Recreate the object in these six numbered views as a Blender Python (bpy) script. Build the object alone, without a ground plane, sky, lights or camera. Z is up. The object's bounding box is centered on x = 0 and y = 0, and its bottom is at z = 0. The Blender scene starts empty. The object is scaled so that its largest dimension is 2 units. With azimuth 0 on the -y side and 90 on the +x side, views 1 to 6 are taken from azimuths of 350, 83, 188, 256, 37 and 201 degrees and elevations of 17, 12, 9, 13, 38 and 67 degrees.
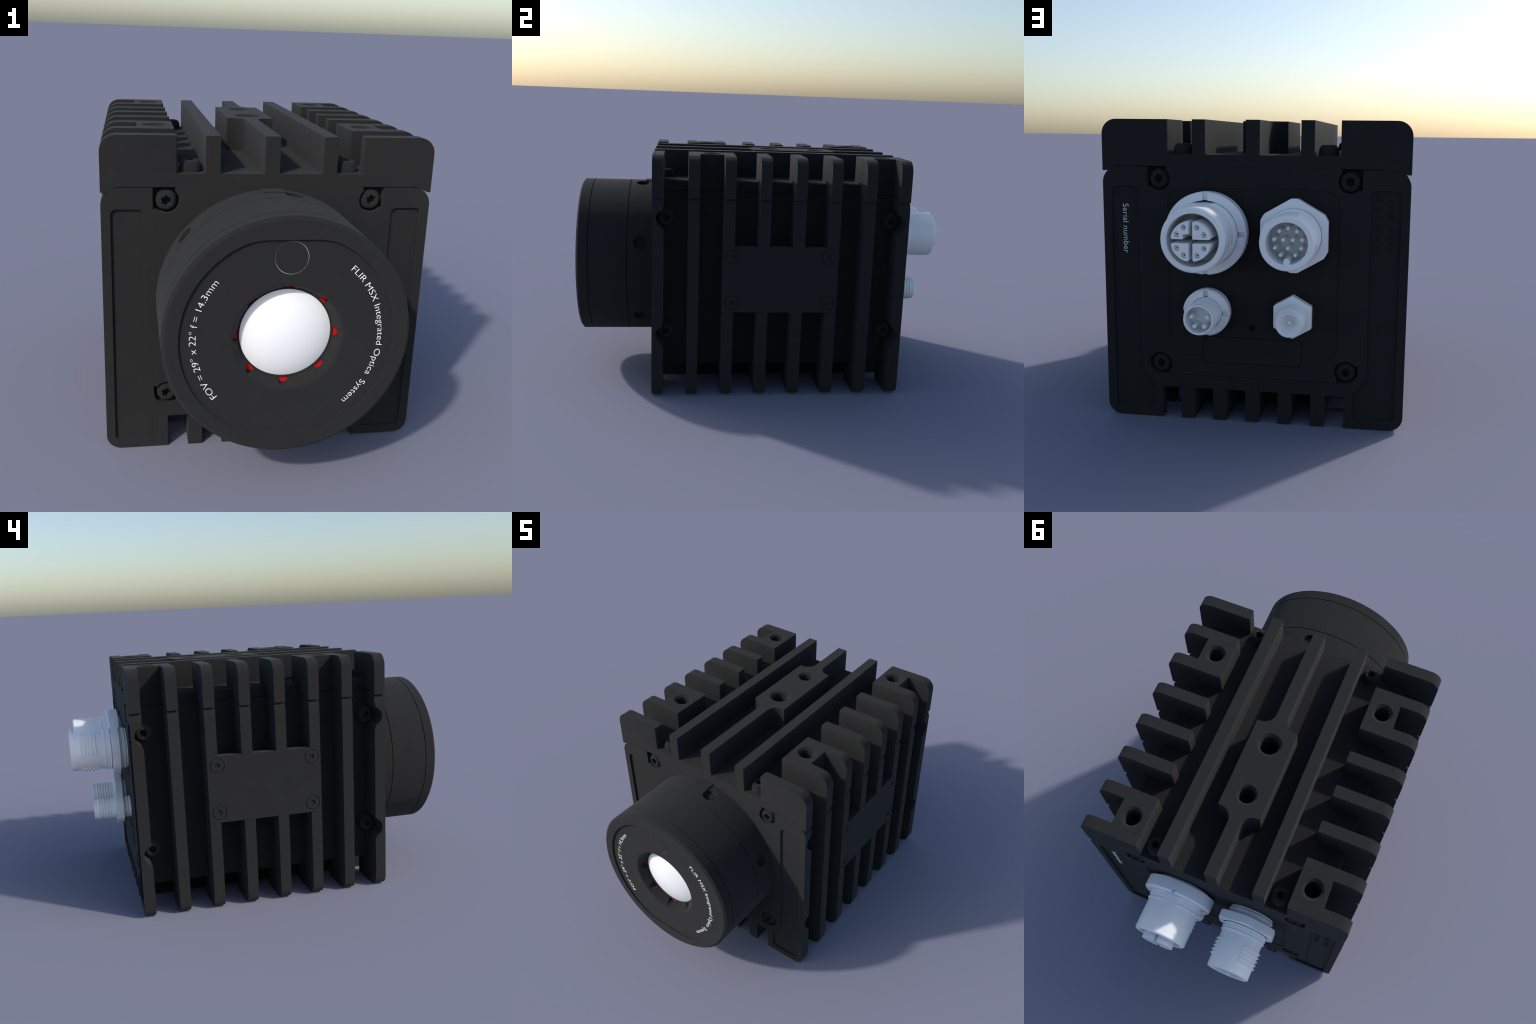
import bpy, bmesh, math, random
from mathutils import Vector, Matrix

random.seed(7)
PI = math.pi

# ------------------------------------------------------------------ sizes
XO = 0.626            # half width over the side fins
XW = 0.4895           # half width of the body wall between the fins
YF, YR = -0.598, 0.7105    # front and rear faces
FT = 0.056            # fin thickness
FP = (YR - FT - YF) / 7   # fin pitch
ZB = 0.134            # underside of the body (above the bottom ribs)
ZJ = 1.0655           # lid / housing joint
ZP = 1.114            # lid deck
ZT = 1.2525           # top of everything
LZ = 0.627            # lens axis height
LR = 0.429            # lens barrel radius
FIN_Y = [YF + i * FP for i in range(8)]

# ------------------------------------------------------------------ materials
def nodes_of(mat):
    nt = mat.node_tree
    return nt, nt.nodes, nt.links

def make_material(name, color, rough, spec=0.5, grain=0.0, grain_scale=60.0, bump=0.0, metallic=0.0):
    mat = bpy.data.materials.new(name)
    mat.use_nodes = True
    nt, N, L = nodes_of(mat)
    b = N["Principled BSDF"]
    b.inputs["Base Color"].default_value = (*color, 1)
    b.inputs["Roughness"].default_value = rough
    b.inputs["Specular IOR Level"].default_value = spec
    b.inputs["Metallic"].default_value = metallic
    if grain > 0:
        tc = N.new("ShaderNodeTexCoord")
        no = N.new("ShaderNodeTexNoise")
        no.inputs["Scale"].default_value = grain_scale
        no.inputs["Detail"].default_value = 4
        L.new(tc.outputs["Object"], no.inputs["Vector"])
        ramp = N.new("ShaderNodeValToRGB")
        ramp.color_ramp.elements[0].position = 0.3
        ramp.color_ramp.elements[1].position = 0.7
        ramp.color_ramp.elements[0].color = (*[c * (1 - grain) for c in color], 1)
        ramp.color_ramp.elements[1].color = (*[min(1, c * (1 + grain)) for c in color], 1)
        L.new(no.outputs["Fac"], ramp.inputs["Fac"])
        L.new(ramp.outputs["Color"], b.inputs["Base Color"])
        if bump > 0:
            fine = N.new("ShaderNodeTexNoise")
            fine.inputs["Scale"].default_value = 420
            fine.inputs["Detail"].default_value = 2
            L.new(tc.outputs["Object"], fine.inputs["Vector"])
            bp = N.new("ShaderNodeBump")
            bp.inputs["Strength"].default_value = bump
            bp.inputs["Distance"].default_value = 0.002
            L.new(fine.outputs["Fac"], bp.inputs["Height"])
            L.new(bp.outputs["Normal"], b.inputs["Normal"])
    return mat

BODY_COL = (0.078, 0.078, 0.078); BODY_ROUGH = 1.0; BODY_SPEC = 0.5
M_BODY = make_material("black_anodised_aluminium", BODY_COL, BODY_ROUGH, BODY_SPEC, 0.03, 14, 0, 1.0)
M_SCREW = make_material("black_oxide_steel", (0.078, 0.078, 0.078), 1.0, 0.5, 0.03, 30, 0, 1.0)
M_CONN = make_material("pale_nickel", (0.95, 0.95, 0.95), 0.38, 0.5, 0.015, 20)
M_WHITE = make_material("white_ink", (0.95, 0.95, 0.95), 0.55, 0.3)
M_DOME = make_material("white_lens_dome", (0.95, 0.95, 0.95), 0.45, 0.4)
M_RED = make_material("red_marker_paint", (0.62, 0.006, 0.010), 0.5, 0.4)
M_DARKINK = make_material("black_ink", (0.05, 0.05, 0.05), 1.0, 0.5, 0, 60, 0, 1.0)

# ------------------------------------------------------------------ helpers
COL = bpy.context.scene.collection
ROOT = bpy.data.objects.new("thermal_camera", None)
COL.objects.link(ROOT)
ROOT["label"] = "black finned cube thermal camera with round white lens"
ROOT["category"] = "camera"

def link(obj, parent=None, mat=None):
    if obj.name not in COL.objects:
        COL.objects.link(obj)
    if parent is not None:
        obj.parent = parent
    if mat is not None:
        obj.data.materials.clear()
        obj.data.materials.append(mat)
    return obj

def sharp_smooth(me, angle=28):
    bm = bmesh.new(); bm.from_mesh(me)
    lim = math.radians(angle)
    for e in bm.edges:
        e.smooth = len(e.link_faces) == 2 and e.calc_face_angle(PI) < lim
    for f in bm.faces:
        f.smooth = True
    bm.to_mesh(me); bm.free()

def mesh_from_bm(bm, name):
    bmesh.ops.recalc_face_normals(bm, faces=bm.faces)
    me = bpy.data.meshes.new(name)
    bm.to_mesh(me); bm.free()
    return me

def prism_bm(bm, pts, axis, a, b):
    """extrude a 2D outline; axis 'y': pts are (x,z); 'x': (y,z); 'z': (x,y)"""
    def v(p, t):
        if axis == 'y': return (p[0], t, p[1])
        if axis == 'x': return (t, p[0], p[1])
        return (p[0], p[1], t)
    lo = [bm.verts.new(v(p, a)) for p in pts]
    hi = [bm.verts.new(v(p, b)) for p in pts]
    n = len(pts)
    bm.faces.new(lo); bm.faces.new(list(reversed(hi)))
    for i in range(n):
        bm.faces.new((lo[i], hi[i], hi[(i + 1) % n], lo[(i + 1) % n]))

def prism(name, pts, axis, a, b):
    bm = bmesh.new(); prism_bm(bm, pts, axis, a, b)
    me = mesh_from_bm(bm, name)
    return bpy.data.objects.new(name, me)

def box_pts(x0, x1, z0, z1):
    return [(x0, z0), (x1, z0), (x1, z1), (x0, z1)]

def rounded(pts, seg=7):
    """pts: (x, y, radius) -> outline with rounded corners (convex or concave)"""
    out = []
    n = len(pts)
    for i in range(n):
        p = Vector(pts[i][:2]); r = pts[i][2] if len(pts[i]) > 2 else 0
        if r <= 0:
            out.append((p.x, p.y)); continue
        a = Vector(pts[i - 1][:2]) - p; b = Vector(pts[(i + 1) % n][:2]) - p
        la, lb = a.length, b.length
        a.normalize(); b.normalize()
        ang = a.angle(b)
        t = min(r / math.tan(ang / 2), la * 0.999, lb * 0.999)
        rr = t * math.tan(ang / 2)
        c = p + (a + b).normalized() * (rr / math.sin(ang / 2))
        s = p + a * t - c; e = p + b * t - c
        tot = s.angle_signed(e)
        for k in range(seg + 1):
            q = s.copy(); q.rotate(Matrix.Rotation(-tot * k / seg, 2))
            out.append((c.x + q.x, c.y + q.y))
    return out

def circle_pts(cx, cy, r, n=48, a0=0.0):
    return [(cx + r * math.cos(a0 + 2 * PI * i / n), cy + r * math.sin(a0 + 2 * PI * i / n)) for i in range(n)]

def lathe_bm(bm, prof, cx, cz, n=96, a0=0.0, a1=2 * PI):
    """closed profile of (radius, y) turned about an axis parallel to y"""
    full = abs(a1 - a0 - 2 * PI) < 1e-6
    m = n if full else n + 1
    rings = []
    for i in range(m):
        a = a0 + (a1 - a0) * i / n
        rings.append([bm.verts.new((cx + r * math.cos(a), y, cz + r * math.sin(a))) for r, y in prof])
    k = len(prof)
    for i in range(n):
        A, B = rings[i], rings[(i + 1) % m]
        for j in range(k):
            q = (A[j], A[(j + 1) % k], B[(j + 1) % k], B[j])
            bm.faces.new(q)
    if not full:
        bm.faces.new(rings[0]); bm.faces.new(list(reversed(rings[-1])))
    bmesh.ops.remove_doubles(bm, verts=bm.verts, dist=1e-6)
    bmesh.ops.dissolve_degenerate(bm, edges=bm.edges, dist=1e-7)

def lathe(name, prof, cx, cz, n=96, a0=0.0, a1=2 * PI):
    bm = bmesh.new(); lathe_bm(bm, prof, cx, cz, n, a0, a1)
    return bpy.data.objects.new(name, mesh_from_bm(bm, name))

def boolean(obj, cutters, op='DIFFERENCE'):
    """cut (or join) helper meshes into obj, then delete the helpers"""
    bm = bmesh.new()
    for c in cutters:
        tmp = c.data.copy(); tmp.transform(c.matrix_basis); bm.from_mesh(tmp)
        bpy.data.meshes.remove(tmp)
    me = bpy.data.meshes.new("cutter"); bm.to_mesh(me); bm.free()
    cut = bpy.data.objects.new("cutter", me)
    if obj.name not in COL.objects: COL.objects.link(obj)
    COL.objects.link(cut)
    mod = obj.modifiers.new("cut", 'BOOLEAN')
    mod.operation = op; mod.object = cut; mod.solver = 'EXACT'; mod.use_self = True
    bpy.context.view_layer.update()
    dg = bpy.context.evaluated_depsgraph_get()
    new = bpy.data.meshes.new_from_object(obj.evaluated_get(dg))
    obj.modifiers.clear()
    old = obj.data; obj.data = new; new.name = old.name
    bpy.data.objects.remove(cut)
    for c in cutters: bpy.data.objects.remove(c)
    return obj

def finish(obj, parent, mat, angle=28):
    link(obj, parent, mat)
    sharp_smooth(obj.data, angle)
    return obj

def instance(src, name, matrix, parent):
    o = src.copy(); o.name = name
    COL.objects.link(o)
    o.matrix_basis = matrix
    o.parent = parent
    return o

def mirrored(src_obj, name, axis, parent, mat):
    """a real mirrored mesh (x or y)"""
    me = src_obj.data.copy(); me.name = name
    M = Matrix.Scale(-1, 4, Vector((1, 0, 0)) if axis == 'x' else Vector((0, 1, 0)))
    me.transform(M); me.flip_normals()
    o = bpy.data.objects.new(name, me)
    return link(o, parent, mat)

# ------------------------------------------------------------------ housing
housing = prism("housing", box_pts(-XW, XW, ZB, 1.0625), 'y', YF + FT - 0.001, YR - FT + 0.001)
finish(housing, ROOT, M_BODY)

RIB_X = [-0.275, -0.1375, 0, 0.1375, 0.275]
RW = 0.028

def end_plate_outline():
    p = [(-XO, 0, 0.056), (-0.385, 0)]
    p += [(-0.385, ZB)]
    for x in RIB_X:
        p += [(x - RW, ZB), (x - RW, 0), (x + RW, 0), (x + RW, ZB)]
    p += [(0.385, ZB), (0.385, 0), (XO, 0, 0.056), (XO, 1.0618, 0.066),
          (0.352, 1.0618), (0.352, ZJ - 0.0006), (-0.352, ZJ - 0.0006), (-0.352, 1.0618), (-XO, 1.0618, 0.066)]
    return rounded(p, 10)

def side_recess_outline(s):
    """tall sunk panel with a wider foot, on the +x (s=1) or -x side"""
    p = [(0.592, 0.037, 0.02), (0.592, 0.9825, 0.022), (0.473, 0.9825, 0.022), (0.473, 0.205, 0.055),
         (0.419, 0.15, 0.03), (0.419, 0.037, 0.02)]
    return [(s * x, z) for x, z in rounded(p, 6)]

def screw_pocket(sx, top, y0, y1):
    """counterbore with a squared-off relief towards the corner"""
    zc = 1.0145 if top else 0.236
    cs = [prism("c", circle_pts(sx * 0.3895, zc, 0.0475, 40), 'y', y0, y1)]
    if top:
        pts = [(0.3565, 0.9815), (0.439, 0.9815), (0.439, 1.08), (0.3565, 1.08)]
    else:
        pts = rounded([(0.352, 0.19, 0), (0.439, 0.19, 0.044), (0.439, 0.268, 0), (0.352, 0.236, 0)], 8)
    cs.append(prism("c", [(sx * x, z) for x, z in pts], 'y', y0 + 1e-4, y1 - 1e-4))
    return cs

def fin_scallop(yc, zc, ysurf, sgn, x0, x1):
    """rounded bite in the inner face of an end fin, around a side screw.
    sgn=+1: the material lies at y<ysurf, sgn=-1: at y>ysurf"""
    R, rf = 0.050, 0.032
    d = abs(yc - ysurf)
    dz = math.sqrt((R + rf) ** 2 - (d + rf) ** 2)
    pts = []
    # local u = depth out of the material (positive outside), w = z
    th = math.atan2(dz, -(d + rf))      # direction from bite centre to fillet centre
    c0 = Vector((d, 0))
    for s in (1, -1):
        fc = Vector((-rf, s * dz))
        seg = []
        for k in range(9):
            a0 = 0.0
            a1 = -math.atan2(dz, d + rf)
            a = a0 + (a1 - a0) * k / 8
            seg.append((fc.x + rf * math.cos(a), fc.y + s * rf * math.sin(a)))
        if s == 1: top = seg
        else: bot = list(reversed(seg))
    arc = []
    aa = math.atan2(top[-1][1], top[-1][0] - d); bb = 2 * PI - aa
    for k in range(1, 20):
        a = aa + (bb - aa) * k / 20
        arc.append((d + R * math.cos(a), R * math.sin(a)))
    out = [(0.02, dz)] + top + arc + bot + [(0.02, -dz)]
    yz = [(ysurf + sgn * u, zc + w) for u, w in out]
    return prism("c", yz, 'x', x0, x1)

SCREW_SIDE_Z = (0.932, 0.331)
SCREW_SIDE_Y = (-0.532, 0.6435)

def end_plate(name, y0, y1, front):
    o = prism(name, end_plate_outline(), 'y', y0, y1)
    cut = []
    yo = y0 if front else y1
    sg = 1 if front else -1            # inward direction
    def rng(depth):
        a, b = yo - sg * 0.02, yo + sg * depth
        return (min(a, b), max(a, b))
    for s in (1, -1):
        cut.append(prism("c", side_recess_outline(s), 'y', *rng(0.011)))
        for top in (True, False):
            cut += screw_pocket(s, top, *rng(0.044))
    # parting line of the inner plate along the bottom
    cut.append(prism("c", box_pts(-0.354, 0.354, 0.1885, 0.1925), 'y', *rng(0.006)))
    if not front:
        # shallow sunk connector panel, cut as a narrow frame groove
        ring = prism("c", rounded([(-0.353, 0.276, 0.06), (0.353, 0.276, 0.06), (0.353, 0.9815, 0.06), (-0.353, 0.9815, 0.06)], 10), 'y', *rng(0.004))
        cut.append(ring)
        cut.append(prism("c", box_pts(-0.0305, -0.0285, 0.12, 0.19), 'y', *rng(0.005)))
        cut.append(prism("c", circle_pts(0, 0.4025, 0.0135, 24), 'y', *rng(0.03)))
    ys = y1 if front else y0
    yc = SCREW_SIDE_Y[0] if front else SCREW_SIDE_Y[1]
    for s in (1, -1):
        for z in SCREW_SIDE_Z:
            a, b = sorted((s * XW, s * 0.66))
            cut.append(fin_scallop(yc, z, ys, 1 if front else -1, a, b))
    for c in cut:
        boolean(o, [c])
    return finish(o, housing, M_BODY)

front_plate = end_plate("front_plate", YF, YF + FT, True)
rear_plate = end_plate("rear_plate", YR - FT, YR, False)

# label plate on the rear: thin outlined rectangle
lab = prism("label_plate", rounded([(-0.2045, 0.2505, 0.012), (0.2045, 0.2505, 0.012), (0.2045, 0.3585, 0.012), (-0.2045, 0.3585, 0.012)], 5), 'y', YR - 0.010, YR - 0.0006)
slot = prism("c", rounded([(-0.2075, 0.2475, 0.014), (0.2075, 0.2475, 0.014), (0.2075, 0.3615, 0.014), (-0.2075, 0.3615, 0.014)], 5), 'y', YR - 0.012, YR + 0.02)
boolean(rear_plate, [slot])
finish(rear_plate, housing, M_BODY)
finish(lab, housing, M_BODY)

# side cooling fins between the end plates
fin_pts = rounded([(0.385, 0), (XO, 0, 0.056), (XO, 1.0625, 0.066), (XW - 0.004, 1.0625), (XW - 0.004, ZB + 0.004), (0.385, ZB + 0.004)], 10)
fin = prism("cooling_fin", fin_pts, 'y', 0, FT)
finish(fin, housing, M_BODY)
fin.location.y = FIN_Y[1]
finL = mirrored(fin, "cooling_fin", 'x', housing, M_BODY)
finL.location.y = FIN_Y[1]
def notched(src):
    """fin with a seat for the side cover"""
    o = bpy.data.objects.new("cooling_fin", src.data.copy())
    sx = 1 if src is fin else -1
    a, b = sorted((sx * (XO - 0.0511), sx * 0.7))
    boolean(o, [prism("c", box_pts(a, b, 0.4590, 0.8020), 'y', -0.02, FT + 0.02)])
    return finish(o, housing, M_BODY)
fin_n, finL_n = notched(fin), notched(finL)
fin_n.location.y = finL_n.location.y = FIN_Y[2]
for i in range(3, 6):
    instance(fin_n, "cooling_fin", Matrix.Translation((0, FIN_Y[i], 0)), housing)
    instance(finL_n, "cooling_fin", Matrix.Translation((0, FIN_Y[i], 0)), housing)
for i in (6,):
    instance(fin, "cooling_fin", Matrix.Translation((0, FIN_Y[i], 0)), housing)
    instance(finL, "cooling_fin", Matrix.Translation((0, FIN_Y[i], 0)), housing)
# lengthwise ribs underneath
rib = prism("bottom_rib", box_pts(-RW, RW, 0, ZB + 0.004), 'y', YF + FT - 0.001, YR - FT + 0.001)
finish(rib, housing, M_BODY)
rib.location.x = RIB_X[0]
for x in RIB_X[1:]:
    instance(rib, "bottom_rib", Matrix.Translation((x, 0, 0)), housing)

# ------------------------------------------------------------------ screws
def star_pts(r_out, r_in, n=6, sub=5, rot=0.0):
    """six-pointed drive socket with hollow (inward curving) flanks"""
    pts = []
    for i in range(n):
        a0 = rot + 2 * PI * i / n; a1 = rot + 2 * PI * (i + 1) / n
        for k in range(sub):
            t = k / sub
            a = a0 + (a1 - a0) * t
            s = abs(2 * t - 1)
            pts.append(((r_in + (r_out - r_in) * s ** 1.6) * math.cos(a), (r_in + (r_out - r_in) * s ** 1.6) * math.sin(a)))
    return pts

def button_screw():
    """axis +y out of the surface, origin at the seat"""
    R, H = 0.041, 0.043
    prof = [(0, -0.01), (R, -0.01), (R, 0.008)]
    for k in range(1, 9):
        a = k / 9 * PI / 2
        prof.append((0.023 + (R - 0.023) * math.cos(a), 0.008 + (H - 0.008) * math.sin(a)))
    prof += [(0.023, H), (0, H)]
    o = lathe("screw", prof, 0, 0, 48)
    boolean(o, [prism("c", star_pts(0.0222, 0.0150, rot=PI / 2), 'y', 0.014, 0.06)])
    return o

screw_src = button_screw()
finish(screw_src, ROOT, M_SCREW, 40)
TO_MY = Matrix.Rotation(PI, 4, 'Z')                  # +y -> -y
TO_PX = Matrix.Rotation(-PI / 2, 4, 'Z')             # +y -> +x
TO_MX = Matrix.Rotation(PI / 2, 4, 'Z')
TO_PZ = Matrix.Rotation(PI / 2, 4, 'X')              # +y -> +z
def spin(a): return Matrix.Rotation(a, 4, 'Y')
places = []
for s in (1, -1):
    for z in (1.0145, 0.236):
        places.append(Matrix.Translation((s * 0.3895, YF + 0.043, z)) @ TO_MY @ spin(random.uniform(0, 0.25)))
        places.append(Matrix.Translation((s * 0.3895, YR - 0.043, z)) @ spin(random.uniform(0, 1)))
    for y in SCREW_SIDE_Y:
        for z in SCREW_SIDE_Z:
            places.append(Matrix.Translation((s * XW, y, z)) @ (TO_PX if s > 0 else TO_MX) @ spin(random.uniform(0, 1)) @ Matrix.Scale(1.08, 4))
    for y in (-0.535, 0.650):
        places.append(Matrix.Translation((s * 0.2985, y, ZP)) @ TO_PZ @ spin(random.uniform(0, 1)))
screw_src.matrix_basis = places[0]
for m in places[1:]:
    instance(screw_src, "screw", m, ROOT)

# ------------------------------------------------------------------ side cover plates
PY0, PY1, PZ0, PZ1 = FIN_Y[2], FIN_Y[5] + FT, 0.4602, 0.8008
PSC = [(-0.192, 0.7535), (0.3015, 0.7535), (-0.192, 0.5105), (0.3015, 0.5105)]
cover = prism("side_cover", box_pts(PY0, PY1, PZ0, PZ1), 'x', XO - 0.051, XO + 0.0004)
for c in [prism("c", circle_pts(y, z, 0.0375, 40), 'x', XO - 0.006, XO + 0.02) for y, z in PSC]:
    boolean(cover, [c])
finish(cover, housing, M_BODY)
coverL = mirrored(cover, "side_cover", 'x', housing, M_BODY)

flat = lathe("flush_screw", [(0, -0.008), (0.0345, -0.008), (0.0345, -0.001), (0.0335, 0), (0, 0)], 0, 0, 40)
boolean(flat, [prism("c", star_pts(0.0165, 0.0115), 'y', -0.0065, 0.02)])
finish(flat, ROOT, M_SCREW, 40)
fl = []
for s in (1, -1):
    for y, z in PSC:
        fl.append(Matrix.Translation((s * (XO + 0.0002), y, z)) @ (TO_PX if s > 0 else TO_MX) @ spin(random.uniform(0, 1)))
flat.matrix_basis = fl[0]
for m in fl[1:]:
    instance(flat, "flush_screw", m, ROOT)

# ------------------------------------------------------------------ lid
lid = prism("lid", box_pts(-XW, XW, ZJ, ZP), 'y', YF, YR)
for hx, hy, hr in ((0, 0.0495, 0.0455), (0, 0.3117, 0.0385), *[(sx * 0.4225, FIN_Y[i] + (FP + FT) / 2 + 0.004, 0.0365) for sx in (1, -1) for i in (1, 6)]):
    boolean(lid, [prism("h", circle_pts(hx, hy, hr, 48), 'z', ZJ + 0.008, ZP + 0.02)])
finish(lid, ROOT, M_BODY)
lid_fin_pts = rounded([(0.350, ZP), (XW, ZP), (XW, ZJ), (0.566, ZJ, 0.02),
                       (0.612, 1.0447), (XO, 1.0447), (XO, ZT, 0.060), (0.350, ZT)], 10)

def round_inner_edges(o, width):
    """soften the two upright edges at the inner end of a lid fin"""
    bm = bmesh.new(); bm.from_mesh(o.data)
    ed = [e for e in bm.edges if all(abs(abs(v.co.x) - 0.350) < 1e-4 for v in e.verts)
          and abs(e.verts[0].co.z - e.verts[1].co.z) > 0.05]
    bmesh.ops.bevel(bm, geom=ed, offset=width, segments=3, profile=0.5, affect='EDGES')
    bm.to_mesh(o.data); bm.free()

lf = prism("lid_fin", lid_fin_pts, 'y', 0, FT)
round_inner_edges(lf, 0.008)
finish(lf, lid, M_BODY)
lf.location.y = FIN_Y[0]
lfL = mirrored(lf, "lid_fin", 'x', lid, M_BODY)
lfL.location.y = FIN_Y[0]
for i in (3, 4, 5):
    instance(lf, "lid_fin", Matrix.Translation((0, FIN_Y[i], 0)), lid)
    instance(lfL, "lid_fin", Matrix.Translation((0, FIN_Y[i], 0)), lid)

# double fins carrying a threaded mounting boss
def mount_block():
    a = prism("mounting_boss", lid_fin_pts, 'y', 0, FT)
    b = prism("b", lid_fin_pts, 'y', FP, FP + FT)
    boolean(a, [b], 'UNION')
    c = prism("b", box_pts(0.350, 0.4905, FT - 0.01, FP + 0.01), 'z', ZJ, ZT)
    boolean(a, [c], 'UNION')
    round_inner_edges(a, 0.006)
    yc = (FP + FT) / 2 + 0.004
    hole = prism("h", circle_pts(0.4225, yc, 0.0365, 48), 'z', 1.10, ZT + 0.02)
    bm = bmesh.new()
    k = 48
    r0, r1 = 0.0345, 0.0345 + 0.028
    lo = [bm.verts.new((0.4225 + r0 * math.cos(2 * PI * i / k), yc + r0 * math.sin(2 * PI * i / k), ZT - 0.014)) for i in range(k)]
    hi = [bm.verts.new((0.4225 + r1 * math.cos(2 * PI * i / k), yc + r1 * math.sin(2 * PI * i / k), ZT + 0.014)) for i in range(k)]
    bm.faces.new(lo); bm.faces.new(hi)
    for i in range(k): bm.faces.new((lo[i], lo[(i + 1) % k], hi[(i + 1) % k], hi[i]))
    cone = bpy.data.objects.new("h", mesh_from_bm(bm, "h"))
    boolean(a, [hole]); boolean(a, [cone])
    return a
mb = mount_block()
finish(mb, lid, M_BODY)
mb.location.y = FIN_Y[1]
mbL = mirrored(mb, "mounting_boss", 'x', lid, M_BODY)
mbL.location.y = FIN_Y[1]
for src in (mb, mbL):
    instance(src, "mounting_boss", Matrix.Translation((0, FIN_Y[6], 0)), lid)

# outer lengthwise ribs
lr = prism("lid_rib", box_pts(-0.027, 0.027, ZP, ZT), 'y', YF, YR)
finish(lr, lid, M_BODY)
lr.location.x = -0.2200
instance(lr, "lid_rib", Matrix.Translation((0.2205, 0, 0)), lid)

# centre rib with the long drilled pad
def centre_rib():
    r = 0.058; hw = 0.0285; pw = 0.1005; y0, y1 = -0.048, 0.399
    half = [(hw, YF, 0), (hw, y0, r), (pw, y0, 0.004), (pw, y1, 0.004), (hw, y1, r), (hw, YR, 0)]
    pts = half + [(-x, y, q) for x, y, q in reversed(half)]
    o = prism("tripod_rib", rounded(pts, 10), 'z', ZP, ZT)
    for yc, ri, ro in ((0.0495, 0.0455, 0.058), (0.3117, 0.0385, 0.0485)):
        hole = prism("h", circle_pts(0, yc, ri, 48), 'z', 1.09, ZT + 0.02)
        dz = 0.012; g = (ro - ri)
        bm = bmesh.new(); k = 48
        lo = [bm.verts.new(((ri - 0.001) * math.cos(2 * PI * i / k), yc + (ri - 0.001) * math.sin(2 * PI * i / k), ZT - dz)) for i in range(k)]
        hi = [bm.verts.new(((ro + g) * math.cos(2 * PI * i / k), yc + (ro + g) * math.sin(2 * PI * i / k), ZT + dz)) for i in range(k)]
        bm.faces.new(lo); bm.faces.new(hi)
        for i in range(k): bm.faces.new((lo[i], lo[(i + 1) % k], hi[(i + 1) % k], hi[i]))
        cone = bpy.data.objects.new("h", mesh_from_bm(bm, "h"))
        boolean(o, [hole]); boolean(o, [cone])
    return o
finish(centre_rib(), lid, M_BODY)

# ------------------------------------------------------------------ lens barrel
Y1, Y2 = -0.738, -0.940
barrel = lathe("lens_barrel", [(0, YF + 0.01), (LR, YF + 0.01), (LR, Y1 + 0.0035), (LR - 0.010, Y1 + 0.0035), (LR - 0.010, Y1), (0, Y1)], 0, LZ, 160)
HOLES = [80, 20, -40, -100, -160, 140]
for ang in HOLES:
    a = math.radians(ang)
    cyl = prism("c", circle_pts(0, 0, 0.0355, 32), 'z', LR - 0.021, LR + 0.05)
    cyl.matrix_basis = Matrix.Translation((0, -0.6675, LZ)) @ Matrix.Rotation(PI / 2 - a, 4, 'Y')
    boolean(barrel, [cyl])
finish(barrel, ROOT, M_BODY)
key = prism("index_key", box_pts(-0.041, 0.041, 1.035, 1.0605), 'y', -0.655, YF + 0.005)
finish(key, barrel, M_BODY)
mid = lathe("barrel_ring", [(0.21, Y1), (LR - 0.010, Y1), (LR - 0.010, Y1 - 0.0005), (LR, Y1 - 0.0005), (LR, Y2 + 0.0035),
                            (LR - 0.010, Y2 + 0.0035), (LR - 0.010, Y2), (0.21, Y2)], 0, LZ, 160)
finish(mid, barrel, M_BODY)

YD = -0.991           # sunk face plane
BR = 0.1925           # lens opening radius
bez_prof = [(0.135, Y2), (LR - 0.010, Y2), (LR - 0.010, Y2 - 0.0005), (LR, Y2 - 0.0005), (LR, -0.990), (LR - 0.012, -1.0), (0.10, -1.0), (0.10, -0.90), (0.205, -0.90), (0.205, Y2)]
bezel = lathe("front_bezel", bez_prof[1:], 0, LZ, 160)
def sunk_outline():
    """round face with a flat at top and bottom, eased where they meet"""
    R, f, n = 0.3725, 0.350, 360
    z = [max(-f, min(f, R * math.sin(2 * PI * i / n))) for i in range(n)]
    for _ in range(45):
        z = [(z[i - 1] + 2 * z[i] + z[(i + 1) % n]) / 4 for i in range(n)]
    return [(R * math.cos(2 * PI * i / n), LZ + z[i]) for i in range(0, n, 3)]
boolean(bezel, [prism("c", sunk_outline(), 'y', -1.05, YD)])
# lens opening: rim step, then a cone
cone_prof = [(0, -1.05), (0.1962, -1.05), (0.1962, YD), (0.1900, YD + 0.0035), (0.1670, -0.944), (0.1670, -0.908), (0, -0.908)]
boolean(bezel, [lathe("c", cone_prof, 0, LZ, 96)])
PK = []
for i in range(8):
    a = i * PI / 4
    PK.append((0.1685 * math.cos(a), LZ + 0.1685 * math.sin(a)))
for x, z in PK:
    boolean(bezel, [prism("c", circle_pts(x, z, 0.0205, 28), 'y', -1.0, -0.911)])
# sighting window: ring gap around a flush disc
boolean(bezel, [prism("c", circle_pts(0, 0.9135, 0.0572, 64), 'y', -1.02, YD + 0.006)])
finish(bezel, barrel, M_BODY)

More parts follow.
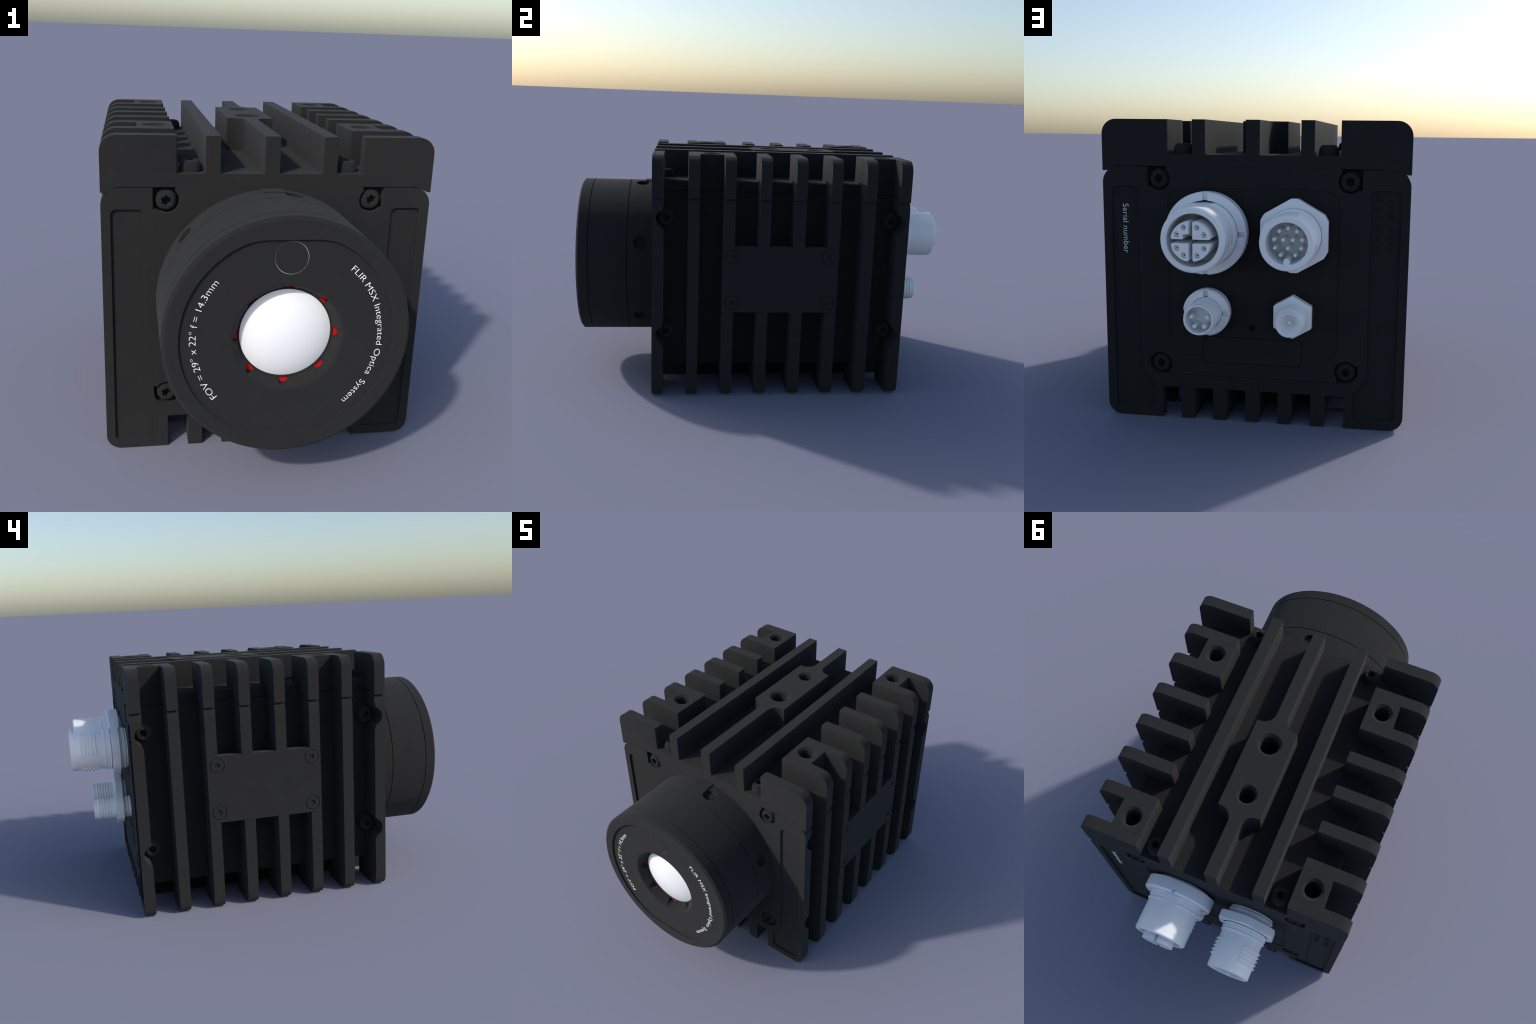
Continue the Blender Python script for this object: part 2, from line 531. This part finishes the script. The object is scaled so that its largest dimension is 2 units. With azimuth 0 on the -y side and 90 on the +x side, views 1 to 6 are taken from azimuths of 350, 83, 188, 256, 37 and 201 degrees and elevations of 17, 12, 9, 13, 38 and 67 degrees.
win = lathe("sight_window", [(0, YD + 0.006), (0.0553, YD + 0.006), (0.0553, YD), (0, YD)], 0, 0.9135, 64)
finish(win, barrel, M_BODY)
gap = lathe("window_glint_ring", [(0.0563, YD + 0.0058), (0.0571, YD + 0.0058), (0.0571, YD + 0.0015), (0.0563, YD + 0.0015)], 0, 0.9135, 64)  # thin white ring modelled for the sunlit edge of the window gap
finish(gap, barrel, M_WHITE)

# markers at the bottom of the eight pockets
mk = prism("red_marker", circle_pts(0, 0, 0.0200, 28), 'y', 0, 0.006)
finish(mk, barrel, M_RED)
mk.location = (PK[0][0], -0.937, PK[0][1])
for x, z in PK[1:]:
    instance(mk, "red_marker", Matrix.Translation((x, -0.937, z)), barrel)

ring = lathe('retaining_ring', [(0.1612, -0.944), (0.1672, -0.944), (0.1672, -0.903), (0.1612, -0.903)], 0, LZ, 96)
finish(ring, barrel, M_BODY)

# white dome
def dome():
    r0, h, yb = 0.1602, 0.0365, -0.941
    Rs = (r0 * r0 + h * h) / (2 * h)
    am = math.asin(r0 / Rs)
    prof = [(0, yb + 0.03), (r0, yb + 0.03)]
    for k in range(25):
        a = am * (1 - k / 24)
        prof.append((Rs * math.sin(a), yb - (Rs * math.cos(a) - (Rs - h))))
    return lathe("lens", prof, 0, LZ, 96)
finish(dome(), barrel, M_DOME, 40)

# ------------------------------------------------------------------ lettering
def text_mesh(body, size, depth=0.0012):
    cu = bpy.data.curves.new("lettering", 'FONT')
    cu.body = body; cu.size = size; cu.extrude = depth; cu.resolution_u = 3; cu.offset = -0.0005
    ob = bpy.data.objects.new("lettering", cu)
    COL.objects.link(ob)
    bpy.context.view_layer.update()
    dg = bpy.context.evaluated_depsgraph_get()
    me = bpy.data.meshes.new_from_object(ob.evaluated_get(dg))
    bpy.data.objects.remove(ob); bpy.data.curves.remove(cu)
    me.name = "lettering"
    return me

def arc_text(words, r, a_start, a_end, y, cap):
    """words set clockwise (letter tops outward) on a circle about the lens axis, seen from -y"""
    me = text_mesh(words, cap / 0.72)
    xs = [v.co.x for v in me.vertices]
    x0, x1 = min(xs), max(xs)
    a0, a1 = math.radians(a_start), math.radians(a_end)
    for v in me.vertices:
        a = a0 + (a1 - a0) * (v.co.x - x0) / (x1 - x0)
        rr = r + v.co.y
        v.co = Vector((rr * math.cos(a), y - v.co.z, LZ + rr * math.sin(a)))
    o = bpy.data.objects.new("lettering", me)
    return link(o, barrel, M_WHITE)

arc_text("FOV = 29\u00b0 x 22\u00b0 f = 14.3mm", 0.3135, 220.5, 139.5, YD - 0.0002, 0.0245)
arc_text("FLIR MSX Integrated Optica  System", 0.3145, 49.8, -49.8, YD - 0.0002, 0.0235)

def rear_text(words, x_base, z_start, length, cap, y, mat):
    """reads downward on the rear face (letter tops towards -x, i.e. right as seen from behind)"""
    me = text_mesh(words, cap / 0.72)
    xs = [v.co.x for v in me.vertices]
    x0, x1 = min(xs), max(xs)
    k = length / (x1 - x0)
    for v in me.vertices:
        v.co = Vector((x_base - v.co.y, y + v.co.z, z_start - (v.co.x - x0) * k))
    o = bpy.data.objects.new("lettering", me)
    return link(o, housing, mat)
YT = YR - 0.011
rear_text("Serial number", 0.5465, 0.908, 0.206, 0.0255, YT + 0.0004, M_WHITE)
rear_text("I MC A D I", -0.540, 0.945, 0.20, 0.024, YT + 0.0001, M_DARKINK)
rear_text("X Z C O A X", -0.494, 0.960, 0.22, 0.022, YT + 0.0001, M_DARKINK)

# ------------------------------------------------------------------ connectors
def thread_profile(r_root, r_crest, y0, y1, turns, r_in):
    p = [(r_in, y0), (r_root, y0)]
    st = (y1 - y0) / turns
    for i in range(turns):
        y = y0 + i * st
        p += [(r_root, y + 0.10 * st), (r_crest, y + 0.42 * st), (r_crest, y + 0.58 * st), (r_root, y + 0.90 * st)]
    p += [(r_root, y1), (r_in, y1)]
    return p

def cyl_part(name, cx, cz, r, y0, y1, parent, n=24, mat=M_CONN, dome=0.0):
    prof = [(0, y0), (r, y0)]
    if dome > 0:
        for k in range(5):
            a = k / 4 * PI / 2
            prof.append((r * math.cos(a) if k < 4 else 0, y1 - dome + dome * math.sin(a)))
    else:
        prof += [(r, y1), (0, y1)]
    return finish(lathe(name, prof, cx, cz, n), parent, mat, 35)

def slotted_nut(cx, cz, ro, ri, y0, y1, slot_w, parent, cham=0.006):
    prof = [(ri, y0), (ro, y0), (ro, y1 - cham), (ro - cham, y1), (ri, y1)]
    o = lathe("slotted_nut", prof, cx, cz, 72)
    for k in range(4):
        a = k * PI / 2
        w = slot_w / 2
        pts = [(ri - 0.003, -w), (ro + 0.02, -w), (ro + 0.02, w), (ri - 0.003, w)]
        pts = [(cx + x * math.cos(a) - z * math.sin(a), cz + x * math.sin(a) + z * math.cos(a)) for x, z in pts]
        boolean(o, [prism("c", pts, 'y', y1 - 0.02, y1 + 0.02)])
    return finish(o, parent, M_CONN, 35)

def hex_nut(cx, cz, apothem, clip, ri, y0, y1, parent, cham=0.006):
    pts = [(cx + apothem / math.cos(PI / 6) * math.cos(PI / 2 + k * PI / 3), cz + apothem / math.cos(PI / 6) * math.sin(PI / 2 + k * PI / 3)) for k in range(6)]
    o = prism("hex_nut", pts, 'y', y0, y1)
    boolean(o, [lathe("c", [(0, y0 - 0.01), (clip, y0 - 0.01), (clip, y1 - cham * 0.5), (clip - cham * 1.6, y1), (clip - cham * 1.6, y1 + 0.01), (0, y1 + 0.01)], cx, cz, 96)], 'INTERSECT')
    boolean(o, [prism("c", circle_pts(cx, cz, ri, 64), 'y', y0 - 0.02, y1 + 0.02)])
    return finish(o, parent, M_CONN, 35)

def shell(cx, cz, r, bore, y_back, y_rim, y_floor, lip=0.004):
    """open cup, the parent mesh of a connector"""
    prof = [(0, y_back), (r, y_back), (r, y_rim - 0.026), (r - 0.0012, y_rim - 0.025), (r - 0.0012, y_rim - 0.0235), (r, y_rim - 0.0225),
            (r, y_rim - lip), (r - lip, y_rim), (bore + 0.002, y_rim), (bore, y_rim - 0.002), (bore, y_floor), (0, y_floor)]
    return finish(lathe("connector", prof, cx, cz, 96), ROOT, M_CONN, 35)

def sector_threads(cx, cz, r0, r1, y0, y1, turns, sectors, parent, n=20):
    """interrupted threads, sectors given as (start, end) degrees, 0 = -x side, 90 = up"""
    for s, e in sectors:
        a0, a1 = PI - math.radians(e), PI - math.radians(s)
        o = lathe("thread", thread_profile(r0, r1, y0, y1, turns, r0 - 0.008), cx, cz, n, a0, a1)
        finish(o, parent, M_CONN, 25)

def full_thread(cx, cz, r0, r1, y0, y1, turns, parent, r_in=None, flat=None):
    o = lathe("thread", thread_profile(r0, r1, y0, y1, turns, r_in or r0 - 0.02), cx, cz, 72)
    if flat:
        boolean(o, [prism("c", box_pts(cx - 0.2, cx + 0.2, cz + flat, cz + 0.2), 'y', y0 - 0.01, y1 + 0.01)])
    finish(o, parent, M_CONN, 25)

# --- large socket with four-way shielded insert (upper, +x)
ax, az = 0.179, 0.803
A = shell(ax, az, 0.1245, 0.1005, 0.69, 0.973, 0.80, 0.006)
slotted_nut(ax, az, 0.1665, 0.133, 0.722, 0.781, 0.020, A)
full_thread(ax, az, 0.125, 0.131, 0.700, 0.828, 7, A, 0.10, 0.1232)
sector_threads(ax, az, 0.1245, 0.1285, 0.822, 0.895, 4, [(-52, -14)], A)
def petal(qx, qz):
    R, g = 0.0765, 0.0075
    a0 = math.asin(g / R) + 0.10
    pts = [(g, g, 0.002), (R * math.cos(a0 * 0.6), g, 0.006)]
    for k in range(1, 12):
        a = a0 + (PI / 2 - 2 * a0) * k / 12
        pts.append((R * math.cos(a), R * math.sin(a), 0))
    pts.append((g, R * math.cos(a0 * 0.6), 0.006))
    pts = rounded(pts, 4)
    pts = [(ax + qx * x, az + qz * z) for x, z in pts]
    o = prism("contact_insert", pts, 'y', 0.79, 0.9995)
    for hx, hz in ((0.0255, 0.052), (0.052, 0.0255)):
        boolean(o, [prism("c", circle_pts(ax + qx * hx, az + qz * hz, 0.0105, 20), 'y', 0.965, 1.02)])
    if (qx, qz) == (1, 1):
        boolean(o, [prism("c", box_pts(ax - 0.01, ax + 0.030, az - 0.01, az + 0.026), 'y', 0.90, 1.02)])
    finish(o, A, M_CONN, 35)
    for hx, hz in ((0.0255, 0.052), (0.052, 0.0255)):
        s = lathe("contact_sleeve", [(0.0045, 0.96), (0.0085, 0.96), (0.0085, 0.992), (0.0045, 0.992)], ax + qx * hx, az + qz * hz, 16)
        finish(s, A, M_CONN, 35)
for qx in (1, -1):
    for qz in (1, -1):
        petal(qx, qz)

# --- twelve-pin plug (upper, -x)
bx, bz = -0.1785, 0.805
B = shell(bx, bz, 0.1010, 0.0780, 0.69, 1.0, 0.855, 0.004)
hex_nut(bx, bz - 0.001, 0.1335, 0.146, 0.110, 0.748, 0.787, B)
full_thread(bx, bz, 0.104, 0.1105, 0.690, 0.750, 3, B, 0.09)
full_thread(bx, bz, 0.1015, 0.1085, 0.786, 0.829, 3, B, 0.09)
sector_threads(bx, bz, 0.1000, 0.1095, 0.862, 0.950, 5, [(-4, 70), (140, 196), (240, 304)], B)
PINS = [(0.033, 0.041), (0, 0.052), (-0.033, 0.041), (0.052, 0.010), (0.018, 0.009), (-0.018, 0.009), (-0.052, 0.010),
        (0.049, -0.022), (0, -0.022), (-0.049, -0.022), (0.027, -0.048), (-0.027, -0.048)]
pin = cyl_part("contact_pin", 0, 0, 0.0072, 0.85, 0.964, B, 16, M_CONN, 0.004)
pin.location = (bx + PINS[0][0], 0, bz + PINS[0][1])
for px_, pz_ in PINS[1:]:
    instance(pin, "contact_pin", Matrix.Translation((bx + px_, 0, bz + pz_)), B)
kp = rounded([(-0.0115, -0.082, 0), (0.0115, -0.082, 0), (0.0115, -0.055, 0.011), (-0.0115, -0.055, 0.011)], 6)
finish(prism("polarising_key", [(bx + x, bz + z) for x, z in kp], 'y', 0.85, 0.993), B, M_CONN, 35)

# --- four-pin plug (lower, +x)
cx, cz = 0.179, 0.478
C = shell(cx, cz, 0.0605, 0.0530, 0.69, 0.897, 0.815, 0.002)
slotted_nut(cx, cz, 0.0965, 0.066, 0.730, 0.776, 0.020, C, 0.008)
full_thread(cx, cz, 0.0600, 0.0640, 0.700, 0.782, 5, C, 0.05)
full_thread(cx, cz, 0.0600, 0.0635, 0.790, 0.880, 6, C, 0.055)
for x, z in ((0.033, 0.008), (-0.031, 0.008), (0.021, -0.030), (-0.019, -0.030)):
    cyl_part("contact_pin", cx + x, cz + z, 0.0088, 0.80, 0.882, C, 20, M_CONN, 0.005)

# --- coaxial jack (lower, -x)
dx, dz = -0.1765, 0.478
D = finish(lathe("connector", [(0, 0.69), (0.0505, 0.69), (0.0505, 0.901), (0.0485, 0.905), (0.0440, 0.905), (0.0420, 0.902), (0.014, 0.845), (0, 0.843)], dx, dz, 72), ROOT, M_CONN, 35)
hex_nut(dx, dz, 0.0760, 0.0870, 0.052, 0.750, 0.786, D, 0.003)
full_thread(dx, dz, 0.0535, 0.0590, 0.690, 0.750, 4, D, 0.045)
full_thread(dx, dz, 0.0500, 0.0555, 0.788, 0.885, 7, D, 0.046)
cyl_part("contact_pin", dx, dz, 0.0065, 0.84, 0.872, D, 16, M_CONN, 0.004)
